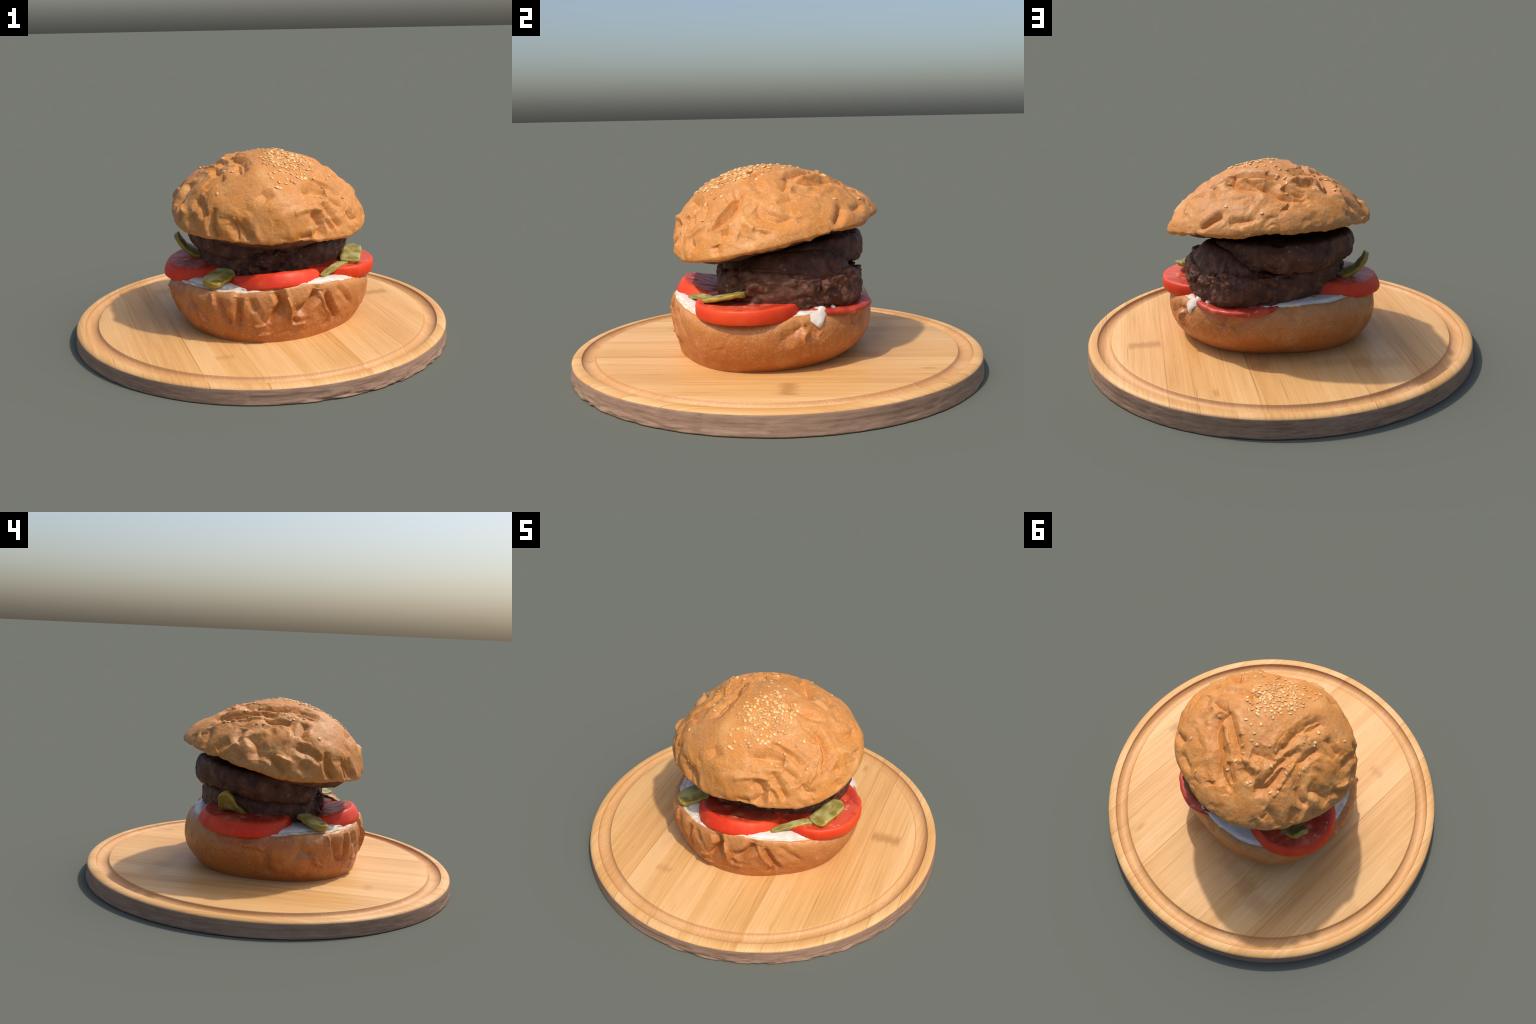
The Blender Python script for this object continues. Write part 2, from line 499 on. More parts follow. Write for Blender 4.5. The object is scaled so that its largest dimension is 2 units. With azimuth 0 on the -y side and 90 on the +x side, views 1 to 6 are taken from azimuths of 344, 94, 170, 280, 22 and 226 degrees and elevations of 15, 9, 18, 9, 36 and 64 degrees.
def build_board():
    # radius / height below the top plane, from the middle outwards, then down the side
    prof = [(0.0, 0), (0.30, 0), (0.60, 0), (0.80, 0), (0.872, 0), (0.8755, -0.0008), (0.8775, -0.0035), (0.881, -0.0100), (0.886, -0.0160), (0.893, -0.0205),
            (0.902, -0.0230), (0.911, -0.0238), (0.920, -0.0228), (0.929, -0.0195), (0.936, -0.0145), (0.9415, -0.0085), (0.9445, -0.0035), (0.9455, -0.0005), (0.947, 0),
            (0.962, 0), (0.970, -0.0006), (0.977, -0.0020), (0.983, -0.0045), (0.9880, -0.0080), (0.9915, -0.0120)]
    ph = np.arange(720) * math.tau / 720
    rows = []
    for r, dz in prof:
        r = max(r, 0.002)
        x, y = r * np.cos(ph), r * np.sin(ph)
        n = perlin(np.stack([x * 4, y * 4, 0 * x + r * 9], 1)) * 0.0018 * (0.88 < r < 0.94)
        rows.append(np.stack([x, y, board_top(x, y) + dz + n], 1))
    ntop = len(rows)
    base = rows[-1]
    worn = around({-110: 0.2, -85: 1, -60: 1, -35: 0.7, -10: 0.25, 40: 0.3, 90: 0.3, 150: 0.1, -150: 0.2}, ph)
    for t in np.linspace(0.06, 1, 16):
        rad = 0.9925 + 0.0065 * t
        p = np.stack([np.cos(ph), np.sin(ph), 0 * ph], 1)
        z = base[:, 2] * (1 - t)
        q = np.stack([p[:, 0] * 9, p[:, 1] * 9, z * 60], 1)
        chip = smooth(0.45, 1.0, t) * worn * np.clip(fbm(q * 1.6, 3), -0.2, 1) * 0.010
        ply = 0.0022 * (smooth(0.36, 0.40, t) - smooth(0.78, 0.81, t) * 0.7) * (perlin(p * 3.1) > -0.15)
        rr = rad - chip - ply + perlin(q * 1.2) * (0.0004 + 0.0014 * worn)
        lift = 0.010 * worn * np.clip(perlin(p * 14 + 3.3) - 0.25, 0, 1) * (t > 0.999)
        rows.append(np.stack([rr * p[:, 0], rr * p[:, 1], np.maximum(z + lift, 0)], 1))
    for r in (0.9, 0.4, 0.002):
        rows.append(np.stack([r * np.cos(ph), r * np.sin(ph), 0 * ph + 0.0005], 1))
    V = np.array(rows)[:, ::-1]          # clockwise so that faces point out
    me = grid_mesh("board", V)
    ix = np.repeat(np.arange(len(rows) - 1), 720)
    me.materials.append(WOOD)
    me.materials.append(EDGE)
    me.materials.append(GROOVE)
    rad = np.array([p[0] for p in prof] + [9.0] * 40)[ix]
    kind = (ix >= ntop - 1).astype(np.int32)
    kind[(rad > 0.8750) & (rad < 0.9450)] = 2
    me.polygons.foreach_set("material_index", kind)
    src = bmesh.new()
    src.from_mesh(me)
    cuts = [-1.2] + SEAMS + [1.2]
    for a, b in zip(cuts[:-1], cuts[1:]):
        bm = src.copy()
        for co, no, out in ((a, 1, False), (b, -1, True)):
            bmesh.ops.bisect_plane(bm, geom=bm.verts[:] + bm.edges[:] + bm.faces[:], plane_co=(co, 0, 0), plane_no=(no, 0, 0), clear_inner=True, dist=1e-6)
        pm = bpy.data.meshes.new("plank")
        bm.to_mesh(pm)
        bm.free()
        pm.materials.append(WOOD)
        pm.materials.append(EDGE)
        pm.materials.append(GROOVE)
        ob = bpy.data.objects.new("plank", pm)
        bpy.context.scene.collection.objects.link(ob)
        ob.parent = board
    src.free()
    bpy.data.meshes.remove(me)


build_board()

# ================================================================== HAMBURGER
BASE = (0.04, -0.01, 0.083)
burger = empty("hamburger", BASE, "double hamburger with wrinkled sesame bun, tomato and pickles", "hamburger")
OFF = np.array(BASE)


def part(name, me, mats, parent=None):
    """Part modelled in world coordinates, stored at the world origin under the burger."""
    ob = add(name, me, parent or burger, mats)
    ob.matrix_parent_inverse = Matrix.Translation(-Vector(BASE)) if parent is None else Matrix.Identity(4)
    return ob


def fold_field(P, strokes, place):
    """Height of creases (negative) and ridges (positive) drawn as strokes on a bun.
    Overlapping strokes do not add up: the deepest valley and the highest ridge win."""
    val, rid = np.zeros(len(P)), np.zeros(len(P))
    for hgt, wid, marks in strokes:
        hgt, wid = hgt * 1.75, wid * 1.15
        pts = np.array([place(*m) for m in marks])
        for _ in range(2):       # soften the corners of the stroke
            mid = (pts[:-1] * 0.75 + pts[1:] * 0.25, pts[:-1] * 0.25 + pts[1:] * 0.75)
            pts = np.concatenate([pts[:1], np.stack(mid, 1).reshape(-1, 3), pts[-1:]])
        lo, hi = pts.min(0) - 3.5 * wid, pts.max(0) + 3.5 * wid
        sel = np.where(((P > lo) & (P < hi)).all(1))[0]
        if not len(sel):
            continue
        Q = P[sel]
        Q = Q + (fbm(Q * 22 + hgt * 900, 2) * wid * 0.45)[:, None] * np.array([0.7, -0.6, 0.4])
        best = np.full(len(Q), 1e9)
        tt = np.zeros(len(Q))
        n = len(pts) - 1
        for i in range(n):
            a, d = pts[i], pts[i + 1] - pts[i]
            t = np.clip(((Q - a) @ d) / (d @ d + 1e-12), 0, 1)
            dist = np.linalg.norm(Q - a - t[:, None] * d, axis=1)
            m = dist < best
            best[m] = dist[m]
            tt[m] = (i + t[m]) / n
        e = np.clip(np.minimum(tt, 1 - tt) * 2.6, 0, 1)
        taper = 0.25 + 0.75 * e * (2 - e)
        x = best / (wid * (0.8 + 0.35 * perlin(Q * 14 + 2.2)))
        if hgt < 0:
            val[sel] = np.minimum(val[sel], hgt * taper * (0.60 * np.exp(-np.abs(x / 0.95) ** 1.2) + 0.50 * np.exp(-(x / 2.5) ** 2)))
            rid[sel] = np.maximum(rid[sel], -0.15 * hgt * taper * np.exp(-((x - 3.0) / 1.3) ** 2))
        else:
            rid[sel] = np.maximum(rid[sel], hgt * taper * np.exp(-x ** 2))
    return val + rid


# ------------------------------------------------------------------ bottom bun
BC = np.array([0.035, -0.019])
B_WIDE = {-180: .522, -150: .524, -120: .502, -87: .479, -60: .483, -40: .508, -24: .532, -2: .530, 25: .514, 45: .500, 66: .483, 87: .476, 104: .490, 118: .508, 137: .525, 150: .532, 163: .525}
B_WZ = {-180: .28, -150: .29, -120: .31, -90: .32, -60: .31, -24: .28, 0: .27, 45: .26, 90: .255, 135: .25, 163: .26}
B_BASE = {-180: .425, -150: .446, -120: .462, -87: .446, -60: .430, -24: .450, 0: .416, 30: .368, 60: .335, 87: .322, 104: .348, 135: .415, 163: .430}
B_TOPR = {-180: .485, -150: .485, -120: .476, -90: .464, -60: .468, -24: .49, 0: .485, 30: .468, 60: .446, 90: .436, 110: .455, 130: .472, 150: .478}
B_TOPZ = {-180: .330, -160: .342, -120: .350, -100: .366, -85: .374, -70: .366, -45: .338, -23: .326, 0: .334, 20: .352, 45: .36, 70: .360, 90: .370, 115: .364, 135: .360, 160: .346}


def bottom_bun_surface(ph, s):
    """s in 0..1 base to widest, 1..2 widest to cut edge."""
    Rw, zw, Rb = around(B_WIDE, ph), around(B_WZ, ph), around(B_BASE, ph)
    Rt, zt = around(B_TOPR, ph), around(B_TOPZ, ph)
    z0 = 0.078
    if s <= 1:
        t = 1 - (1 - s) ** 1.3
        r, z = Rw - (Rw - Rb) * (1 - t) ** 2.2, z0 + (zw - z0) * t
    else:
        a = (s - 1) * math.pi / 2
        r, z = Rt + (Rw - Rt) * math.cos(a), zw + (zt - zw) * math.sin(a)
    return r, z


# creases and ridges of the torn, wrinkled crust: (height, width, [(angle, height above ground) ...])
BOTTOM_FOLDS = [
    (-0.0275, 0.013, [(-102, 0.361), (-100, 0.323), (-98, 0.295), (-103, 0.249), (-107, 0.201)]),
    (0.015, 0.009, [(-96, 0.324), (-94, 0.281), (-93, 0.182)]),
    (-0.0275, 0.013, [(-90, 0.25), (-84, 0.262), (-78, 0.303), (-76, 0.344)]),
    (-0.0187, 0.01, [(-70, 0.315), (-66, 0.24), (-60, 0.164)]),
    (0.01, 0.012, [(-75, 0.33), (-70, 0.247), (-64, 0.176)]),
    (-0.015, 0.012, [(-124, 0.332), (-124, 0.269), (-124, 0.174)]),
    (0.008, 0.01, [(-116, 0.179), (-108, 0.187)]),
    (0.008, 0.01, [(-116, 0.134), (-106, 0.138)]),
    (-0.01, 0.01, [(-156, 0.315), (-158, 0.227)]),
    (0.008, 0.01, [(-149, 0.24), (-145, 0.183)]),
    (-0.01, 0.012, [(-136, 0.317), (-132, 0.232), (-129, 0.189)]),
    (0.008, 0.009, [(-93, 0.179), (-84, 0.186)]),
    (-0.009, 0.012, [(-92, 0.219), (-90, 0.186)]),
    (-0.01, 0.012, [(-116, 0.328), (-114, 0.257)]),
    (0.007, 0.014, [(-105, 0.276), (-108, 0.207)]),
    (-0.012, 0.009, [(-70, 0.256), (-62, 0.211), (-68, 0.131)]),
    (-0.008, 0.01, [(-61, 0.332), (-48, 0.226)]),
    (0.008, 0.014, [(22, 0.294), (18, 0.264), (22, 0.22)]),
    (-0.01, 0.018, [(20, 0.314), (16, 0.299), (8, 0.251)]),
    (-0.008, 0.014, [(53, 0.329), (52, 0.278)]),
    (-0.007, 0.014, [(92, 0.358), (93, 0.307)]),
    (-0.007, 0.016, [(64, 0.312), (58, 0.267)]),
    (-0.008, 0.014, [(20, 0.317), (28, 0.266)]),
    (-0.014, 0.012, [(-176, 0.271), (-175, 0.206), (-174, 0.139)]),
    (0.007, 0.012, [(171, 0.283), (179, 0.288), (-176, 0.26)]),
    (-0.01, 0.012, [(-158, 0.318), (-155, 0.265), (-150, 0.251)]),
    (0.008, 0.01, [(-150, 0.224), (-140, 0.172)]),
    (-0.0066, 0.01, [(-126, 0.328), (-120, 0.185)]),
    (-0.0055, 0.01, [(-117, 0.314), (-106, 0.171)]),
    (0.008, 0.01, [(-140, 0.334), (-138, 0.278)]),
]


def to_world(c, r, ph, z):
    return np.stack([c[0] + r * np.cos(ph), c[1] + r * np.sin(ph), z + 0 * ph], -1)


def bottom_mark(deg, z):
    ph = np.array([math.radians(deg)])
    S = np.array([to_world(BC, *(lambda r, zz: (r, ph, zz))(*bottom_bun_surface(ph, q)))[0] for q in np.linspace(0, 2, 80)])
    return S[np.abs(S[:, 2] - z).argmin()]


NB = 840
PHB = np.arange(NB) * math.tau / NB


def build_bottom_bun():
    rows = [to_world(BC, r, PHB, 0.078) for r in (0.004, 0.2, 0.34)]
    for s in np.linspace(0, 2, 130):
        r, z = bottom_bun_surface(PHB, s)
        rows.append(to_world(BC, r, PHB, z))
    V = np.array(rows)
    N = grid_normals(V)
    P, N = V.reshape(-1, 3), N.reshape(-1, 3)
    up = smooth(0.085, 0.15, P[:, 2])
    front = np.clip(0.35 + 0.65 * smooth(0.2, -0.3, P[:, 1] + 0.3 * P[:, 0]), 0, 1)
    wr = fbm(P * [6, 6, 5], 3) * 0.007 * front
    warp = np.stack([fbm(P * 7 + k, 2) for k in (4.0, 23.0, 71.0)], 1)
    c1, c2 = worley(P * [6.5, 6.5, 3.5] + warp * 0.5, 5)
    rid = 0.004 * (smooth(0.0, 0.4, c2 - c1) - 0.6) * front
    d = (wr + rid + 0.001 + fbm(P * 45, 2) * 0.0011) * up + fold_field(P, BOTTOM_FOLDS, bottom_mark)
    V = (P + N * d[:, None]).reshape(V.shape)
    ob = part("bottom_bun", grid_mesh("bottom_bun", V), BROWN)
    # cut face of the bun, butting on the crust's top row
    edge = V[-1]
    rows = [edge]
    cx = np.array([BC[0], BC[1]])
    for k in (0.985, 0.965, 0.93, 0.88, 0.8, 0.65, 0.4, 0.15, 0.01):
        p = edge.copy()
        p[:, :2] = cx + (edge[:, :2] - cx) * k
        flat = 0.352
        p[:, 2] = edge[:, 2] * k ** 3 + flat * (1 - k ** 3) + 0.004 * (k > 0.9) * (k < 0.99)
        p[:, 2] += fbm(p * 18, 3) * 0.004 * (1 - k ** 8)
        rows.append(p)
    part("bun_crumb", grid_mesh("bun_crumb", np.array(rows)), CRUMB)
    return edge


BUN_EDGE = build_bottom_bun()


# ------------------------------------------------------------------ mayonnaise
def bun_top_height(x, y):
    ph = np.arctan2(y - BC[1], x - BC[0])
    r = np.hypot(x - BC[0], y - BC[1])
    zt, Rt = around(B_TOPZ, ph), around(B_TOPR, ph)
    k = np.clip(r / Rt, 0, 1)
    return zt * k ** 3 + 0.352 * (1 - k ** 3)


def build_mayo():
    lim = {-180: .93, -150: .93, -125: .94, -100: .955, -80: .97, -60: .975, -40: .96, -10: .9, 15: .95, 25: 1.02, 40: 1.015, 60: 1.02, 80: 1.01, 100: 1.0, 115: .985, 130: .975, 145: .965, 160: .95}
    ph = np.arange(600) * math.tau / 600
    Rt = around(B_TOPR, ph)
    R = around(lim, ph) * Rt
    R = R + perlin(np.stack([np.cos(ph) * 6, np.sin(ph) * 6, 0 * ph], 1)) * 0.012 + perlin(np.stack([np.cos(ph) * 17, np.sin(ph) * 17, 0 * ph], 1)) * 0.007
    rows = []
    for k, h in ((1.0, -0.006), (1.006, 0.001), (1.005, 0.006), (0.995, 0.011), (0.975, 0.0145), (0.94, 0.016), (0.88, 0.017), (0.8, 0.017), (0.7, 0.017), (0.5, 0.017), (0.2, 0.017), (0.01, 0.017)):
        r = R * k
        x, y = BC[0] + r * np.cos(ph), BC[1] + r * np.sin(ph)
        z = bun_top_height(x, y) + h
        p = np.stack([x, y, z], 1)
        p[:, 2] += fbm(p * 14, 3) * 0.0045 * (h > 0.01)
        rows.append(p)
    part("mayonnaise", grid_mesh("mayonnaise", np.array(rows)), MAYO)


build_mayo()


def tube_blob(name, pts, radii, flat, mats, seg=28, noise=0.0):
    """Smooth rounded body along a spine; flat = squash factor across the thin axis (given normal)."""
    pts = np.array(pts, float)
    n = len(pts)
    t = np.linspace(0, n - 1, 40)
    P = np.stack([np.interp(t, range(n), pts[:, i]) for i in range(3)], 1)
    for _ in range(3):
        P[1:-1] = (P[:-2] + 2 * P[1:-1] + P[2:]) / 4
    R = np.interp(t, range(n), radii)
    T = np.gradient(P, axis=0)
    T /= np.linalg.norm(T, axis=1)[:, None]
    nrm = np.array(flat[0], float)
    rows = []
    for p, tg, r in zip(P, T, R):
        w = nrm - tg * (nrm @ tg)
        w /= np.linalg.norm(w)
        s = np.cross(tg, w)
        a = np.arange(seg) * math.tau / seg
        q = p + r * (np.cos(a)[:, None] * s + flat[1] * np.sin(a)[:, None] * w)
        if noise:
            q = q + w * (perlin(q * 30) * noise)[:, None]
        rows.append(q)
    me = grid_mesh(name, np.array(rows), cap_start=True, cap_end=True)
    bm = bmesh.new()
    bm.from_mesh(me)
    bmesh.ops.recalc_face_normals(bm, faces=bm.faces[:])
    bm.to_mesh(me)
    bm.free()
    return part(name, me, mats)


# the drip that runs over the edge on the right-hand back
tube_blob("mayonnaise_drip", [(0.425, 0.170, 0.362), (0.446, 0.188, 0.358), (0.464, 0.202, 0.347), (0.477, 0.212, 0.333), (0.484, 0.218, 0.319), (0.484, 0.221, 0.307), (0.480, 0.221, 0.297)],
          [0.050, 0.062, 0.052, 0.036, 0.022, 0.014, 0.004], ((0.9, 0.42, 0.30), 0.22), MAYO, noise=0.004)


# smaller runs of sauce along the back rim
def rim_run(deg, size, drop):
    ph = np.array([math.radians(deg)])
    pts = []
    for q in (2.0, 1.85, 1.70, 1.70 - drop * 0.5, 1.70 - drop):
        r, z = bottom_bun_surface(ph, q)
        p = to_world(BC, r + 0.002, ph + 0.02 * math.sin(q * 9 + deg), z + 0.003)[0]
        pts.append(tuple(p))
    tube_blob("mayonnaise_drip", pts, [size, size * 1.1, size * 0.8, size * 0.55, size * 0.2], ((math.cos(ph[0]), math.sin(ph[0]), 0.35), 0.38), MAYO, noise=0.004)


for deg, size, drop in ((33, 0.030, 0.10), (40, 0.024, 0.04), (52, 0.022, 0.05), (63, 0.020, 0.03)):
    rim_run(deg, size, drop)


# ------------------------------------------------------------------ round slices
def slice_mesh(name, r_top, r_bot, thick, seed, lobes=0.03, bend=0.0, edge=0.16, n=160):
    """A vegetable slice lying in its own xy plane: flesh above and below, skin round the side (slot 0)."""
    ph = np.arange(n) * math.tau / n
    wav = 1 + lobes * perlin(np.stack([np.cos(ph) * 1.3 + seed, np.sin(ph) * 1.3, 0 * ph + seed * 2.3], 1)) + 0.25 * lobes * perlin(np.stack([np.cos(ph) * 5 + seed, np.sin(ph) * 5, 0 * ph], 1))
    h = thick / 2
    prof = [(0.02, -h, 1), (0.5, -h, 1), (0.85, -h, 1), (1 - edge * .35, -h, 1), (1 - edge * .1, -h * .93, 0), (1.0, -h * .72, 0), (1.012, -h * .3, 0), (1.012, h * .3, 0), (1.0, h * .72, 0), (1 - edge * .1, h * .93, 0), (1 - edge * .35, h, 1), (0.85, h, 1), (0.7, h, 1), (0.5, h, 1), (0.3, h, 1), (0.02, h, 1)]
    rows, mat = [], []
    for k, z, f in prof:
        R = (r_bot + (r_top - r_bot) * (z + h) / thick) * k * wav
        x, y = R * np.cos(ph), R * np.sin(ph)
        p = np.stack([x, y, 0 * x + z], 1)
        if f:
            p[:, 2] += np.sign(z) * fbm(np.stack([x * 22, y * 22, 0 * x + seed], 1), 2) * thick * 0.05
        p[:, 2] += bend * (x / max(r_top, r_bot)) ** 2 * abs(bend and 1)
        rows.append(p)
        mat.append(f)
    me = grid_mesh(name, np.array(rows))
    idx = np.repeat([1 if a and b else 0 for a, b in zip(mat[:-1], mat[1:])], n)
    return me, idx


def place(name, me, idx, center, normal, spin, mats):
    ob = part(name, me, mats)
    me.polygons.foreach_set("material_index", idx.astype(np.int32))
    z = Vector(normal).normalized()
    x = Vector((math.cos(spin), math.sin(spin), 0))
    x = (x - z * x.dot(z)).normalized()
    y = z.cross(x)
    M = Matrix((x, y, z)).transposed().to_4x4()
    M.translation = Vector(center)
    ob.matrix_parent_inverse = Matrix.Translation(-Vector(BASE))
    ob.matrix_basis = M
    return ob


def tomato(center, normal, r_top, r_bot, thick, seed, **kw):
    me, idx = slice_mesh("tomato_slice", r_top, r_bot, thick, seed, **kw)
    return place("tomato_slice", me, idx, center, normal, 0.0, [SKIN, FLESH])


tomato((0.352, -0.095, 0.368), (0.02, -0.02, 1), 0.243, 0.243, 0.068, 1.3)
tomato((-0.010, -0.240, 0.338), (0.0, 0.29, 1), 0.236, 0.256, 0.080, 4.1)
tomato((-0.255, 0.085, 0.382), (-0.09, -0.035, 1), 0.226, 0.255, 0.068, 7.7)
back = tomato((0.195, 0.205, 0.377), (0.06, 0.09, 1), 0.247, 0.252, 0.026, 9.2, lobes=0.06)
back.data.materials[0] = FLESH


def pickle(center, normal, radius, thick, seed, spin=0.0, **kw):
    me, idx = slice_mesh("pickle_slice", radius, radius, thick, seed, lobes=0.06, n=96, edge=0.28, **kw)
    return place("pickle_slice", me, idx, center, normal, spin, [RIND, PICKLE])


def pickle_strip(spine, widths, up, thick, bow=0.0):
    """A bent strip of pickle: rounded slab swept along a spine, rind on its outer long edge."""
    pts = np.array(spine, float)
    t = np.linspace(0, len(pts) - 1, 60)
    P = np.stack([np.interp(t, range(len(pts)), pts[:, i]) for i in range(3)], 1)
    for _ in range(14):
        P[1:-1] = (P[:-2] + 2 * P[1:-1] + P[2:]) / 4
    W = np.interp(t, range(len(pts)), widths)
    e = np.linspace(0, 1, 60)
    W = W * np.clip(np.minimum(e, 1 - e) * 9, 0.02, 1) ** 0.35
    T = np.gradient(P, axis=0)
    T /= np.linalg.norm(T, axis=1)[:, None]
    up = np.array(up, float)
    up /= np.linalg.norm(up)
    a = np.arange(40) * math.tau / 40
    ca, sa = np.cos(a), np.sin(a)
    px, py = np.sign(ca) * np.abs(ca) ** 0.45, np.sign(sa) * np.abs(sa) ** 0.6
    rows = []
    for p, tg, w in zip(P, T, W):
        n = up - tg * (up @ tg)
        n /= np.linalg.norm(n)
        side = np.cross(tg, n)
        h = thick / 2 * min(1, w / 0.02)
        q = p + np.outer(px * w / 2, side) + np.outer(py * h + bow * (px ** 2) * w, n)
        q += n * (perlin(q * 26) * 0.005)[:, None] + side * (perlin(q * 19 + 5) * 0.006)[:, None]
        rows.append(q)
    V = np.array(rows)[:, ::-1]
    me = grid_mesh("pickle_slice", V, cap_start=True, cap_end=True)
    bm = bmesh.new()
    bm.from_mesh(me)
    bmesh.ops.recalc_face_normals(bm, faces=bm.faces[:])
    bm.to_mesh(me)
    bm.free()
    me.materials.append(RIND)
    me.materials.append(PICKLE)
    up_ = Vector(up)
    me.polygons.foreach_set("material_index", [1 if abs(f.normal.dot(up_)) > 0.8 else 0 for f in me.polygons])
    return part("pickle_slice", me, [RIND, PICKLE])


# right: broad chip lying on the tomato, and a thin one trailing from under it
pickle_strip([(0.400, -0.285, 0.404), (0.425, -0.237, 0.413), (0.460, -0.168, 0.430), (0.492, -0.108, 0.446)], [0.100, 0.108, 0.108, 0.090], (-0.12, -0.22, 1), 0.021, 0.05)
pickle_strip([(0.40, -0.255, 0.402), (0.33, -0.300, 0.402), (0.26, -0.350, 0.392), (0.205, -0.392, 0.374)], [0.04, 0.042, 0.04, 0.034], (-0.1, -0.2, 1), 0.020)
# front left chip, half under the patty
pickle_strip([(-0.362, -0.322, 0.370), (-0.330, -0.296, 0.377), (-0.285, -0.258, 0.388), (-0.225, -0.212, 0.396)], [0.085, 0.115, 0.125, 0.125], (0.05, -0.12, 1), 0.030, 0.05)
# left back tongue that curls up
pickle_strip([(-0.270, 0.140, 0.418), (-0.325, 0.150, 0.432), (-0.368, 0.160, 0.458), (-0.396, 0.168, 0.494), (-0.416, 0.175, 0.532)], [0.13, 0.13, 0.115, 0.09, 0.065], (0.74, -0.2, 0.67), 0.030, -0.10)
# back chips squeezed out under the lower patty
pickle((-0.03, 0.335, 0.368), (0.0, 0.2, 1), 0.085, 0.022, 8.3)
pickle((0.365, 0.200, 0.394), (0.2, 0.15, 1), 0.065, 0.014, 8.9)


# ------------------------------------------------------------------ patties
def patty(center, table, thick, tilt, seed, rough=1.0, rise=0.0, wob=0.02):
    n = 640
    ph = np.arange(n) * math.tau / n
    R = around(table, ph)
    h = thick / 2
    rows = []
    for k in (0.02, 0.3, 0.55, 0.75, 0.88):
        rows.append(np.stack([R * k * np.cos(ph), R * k * np.sin(ph), 0 * ph - h], 1))
    for a in np.linspace(-1, 1, 90):
        t = a * math.pi / 2
        e = 0.12 * (1 - np.abs(np.cos(t)) ** 0.6)
        rows.append(np.stack([R * (1 - e) * np.cos(ph), R * (1 - e) * np.sin(ph), 0 * ph + h * np.sign(math.sin(t)) * abs(math.sin(t)) ** 0.9], 1))
    for k in np.linspace(0.872, 0.02, 34):
        rows.append(np.stack([R * k * np.cos(ph), R * k * np.sin(ph), 0 * ph + h + rise * smooth(0.9, 0.68, k) * around({0: 1, 45: 1, 85: .15, 110: 0, 140: .1, 170: .8, 215: 1, 260: .7, 310: .8}, ph)], 1))
    V = np.array(rows)
    N = grid_normals(V).reshape(-1, 3)
    P = V.reshape(-1, 3)
    d1, d2 = worley(P * [8.5, 8.5, 11] + seed + perlin(P * 20)[:, None] * 0.3, 1)
    e1, e2 = worley(P * 26 + seed + 7, 2)
    lump = smooth(-0.2, 0.45, perlin(P * 4 + seed))
    d = fbm(P * 2.6 + seed + 9, 2) * wob + rough * lump * (0.024 * (smooth(0.0, 0.5, d2 - d1) - 0.7) + 0.005 * (smooth(0, 0.5, e2 - e1) - 0.6)) + fbm(P * 6 + seed, 3) * 0.012 + fbm(P * 40, 3) * 0.0022
    P = P + N * d[:, None]
    P[:, 2] += P[:, 0] * tilt[0] + P[:, 1] * tilt[1]
    V = (P + center).reshape(V.shape)
    return part("beef_patty", grid_mesh("beef_patty", V), PATTY)


patty((0.085, 0.045, 0.432), {0: .402, 18: .415, 36: .425, 60: .410, 90: .370, 110: .350, 135: .360, 155: .390, 170: .400, 200: .400, 225: .405, 240: .390, 255: .345, 267: .305, 285: .310, 300: .335, 320: .375}, 0.165, (0.035, 0.03), 3.0, 1.0, 0.075, 0.012)
patty((0.02, 0.040, 0.551), {0: .325, 40: .325, 70: .360, 90: .378, 103: .386, 130: .370, 165: .388, 195: .385, 225: .365, 240: .345, 255: .31, 270: .285, 290: .295, 315: .325}, 0.140, (-0.02, 0.12), 8.0, 0.6, 0.0, 0.008)

# ------------------------------------------------------------------ top bun
TC = np.array([0.041, -0.003])
T_RAD = {-180: .503, -160: .516, -140: .510, -120: .498, -100: .488, -80: .481, -60: .492, -40: .511, -20: .516, 0: .515, 20: .503, 40: .488, 60: .479, 80: .480, 100: .495, 120: .515, 140: .513, 160: .500}
T_RIM = {-180: .662, -160: .633, -140: .619, -120: .606, -100: .600, -80: .597, -60: .584, -40: .588, -20: .622, 0: .659, 20: .698, 40: .722, 60: .732, 80: .747, 100: .755, 120: .754, 140: .735, 160: .700}
# how quickly the dome closes in (radius) and rises (height) from rim to crown; 1 is a round dome
T_CLOSE = {-180: 1.22, -160: 1.13, -140: 1.06, -120: 1.08, -100: 1.12, -80: 1.17, -60: 1.21, -40: 1.14, -20: 1.12, 0: 1.14, 20: 1.18, 40: 1.22, 60: 1.25, 80: 1.30, 100: 1.34, 120: 1.34, 140: 1.27, 160: 1.25}
T_RISE = {-180: 1.28, -160: 1.18, -140: .99, -120: .88, -100: .91, -80: 1.06, -60: 1.26, -40: 1.30, -20: 1.33, 0: 1.36, 20: 1.35, 40: 1.33, 60: 1.29, 80: 1.26, 100: 1.21, 120: 1.19, 140: 1.20, 160: 1.25}
T_APEX = (0.050, -0.030, 0.976)


def top_bun_point(ph, th):
    R, z0, a, b = (around(t, ph) for t in (T_RAD, T_RIM, T_CLOSE, T_RISE))
    c, s = max(math.cos(th), 1e-4), max(math.sin(th), 0.0)
    r = np.maximum(R * c ** a, 0.0015)
    k = s * s
    P = to_world(TC, r, ph, z0 + (T_APEX[2] - z0) * s ** b)
    P[..., :2] += (np.array(T_APEX[:2]) - TC) * k
    return P


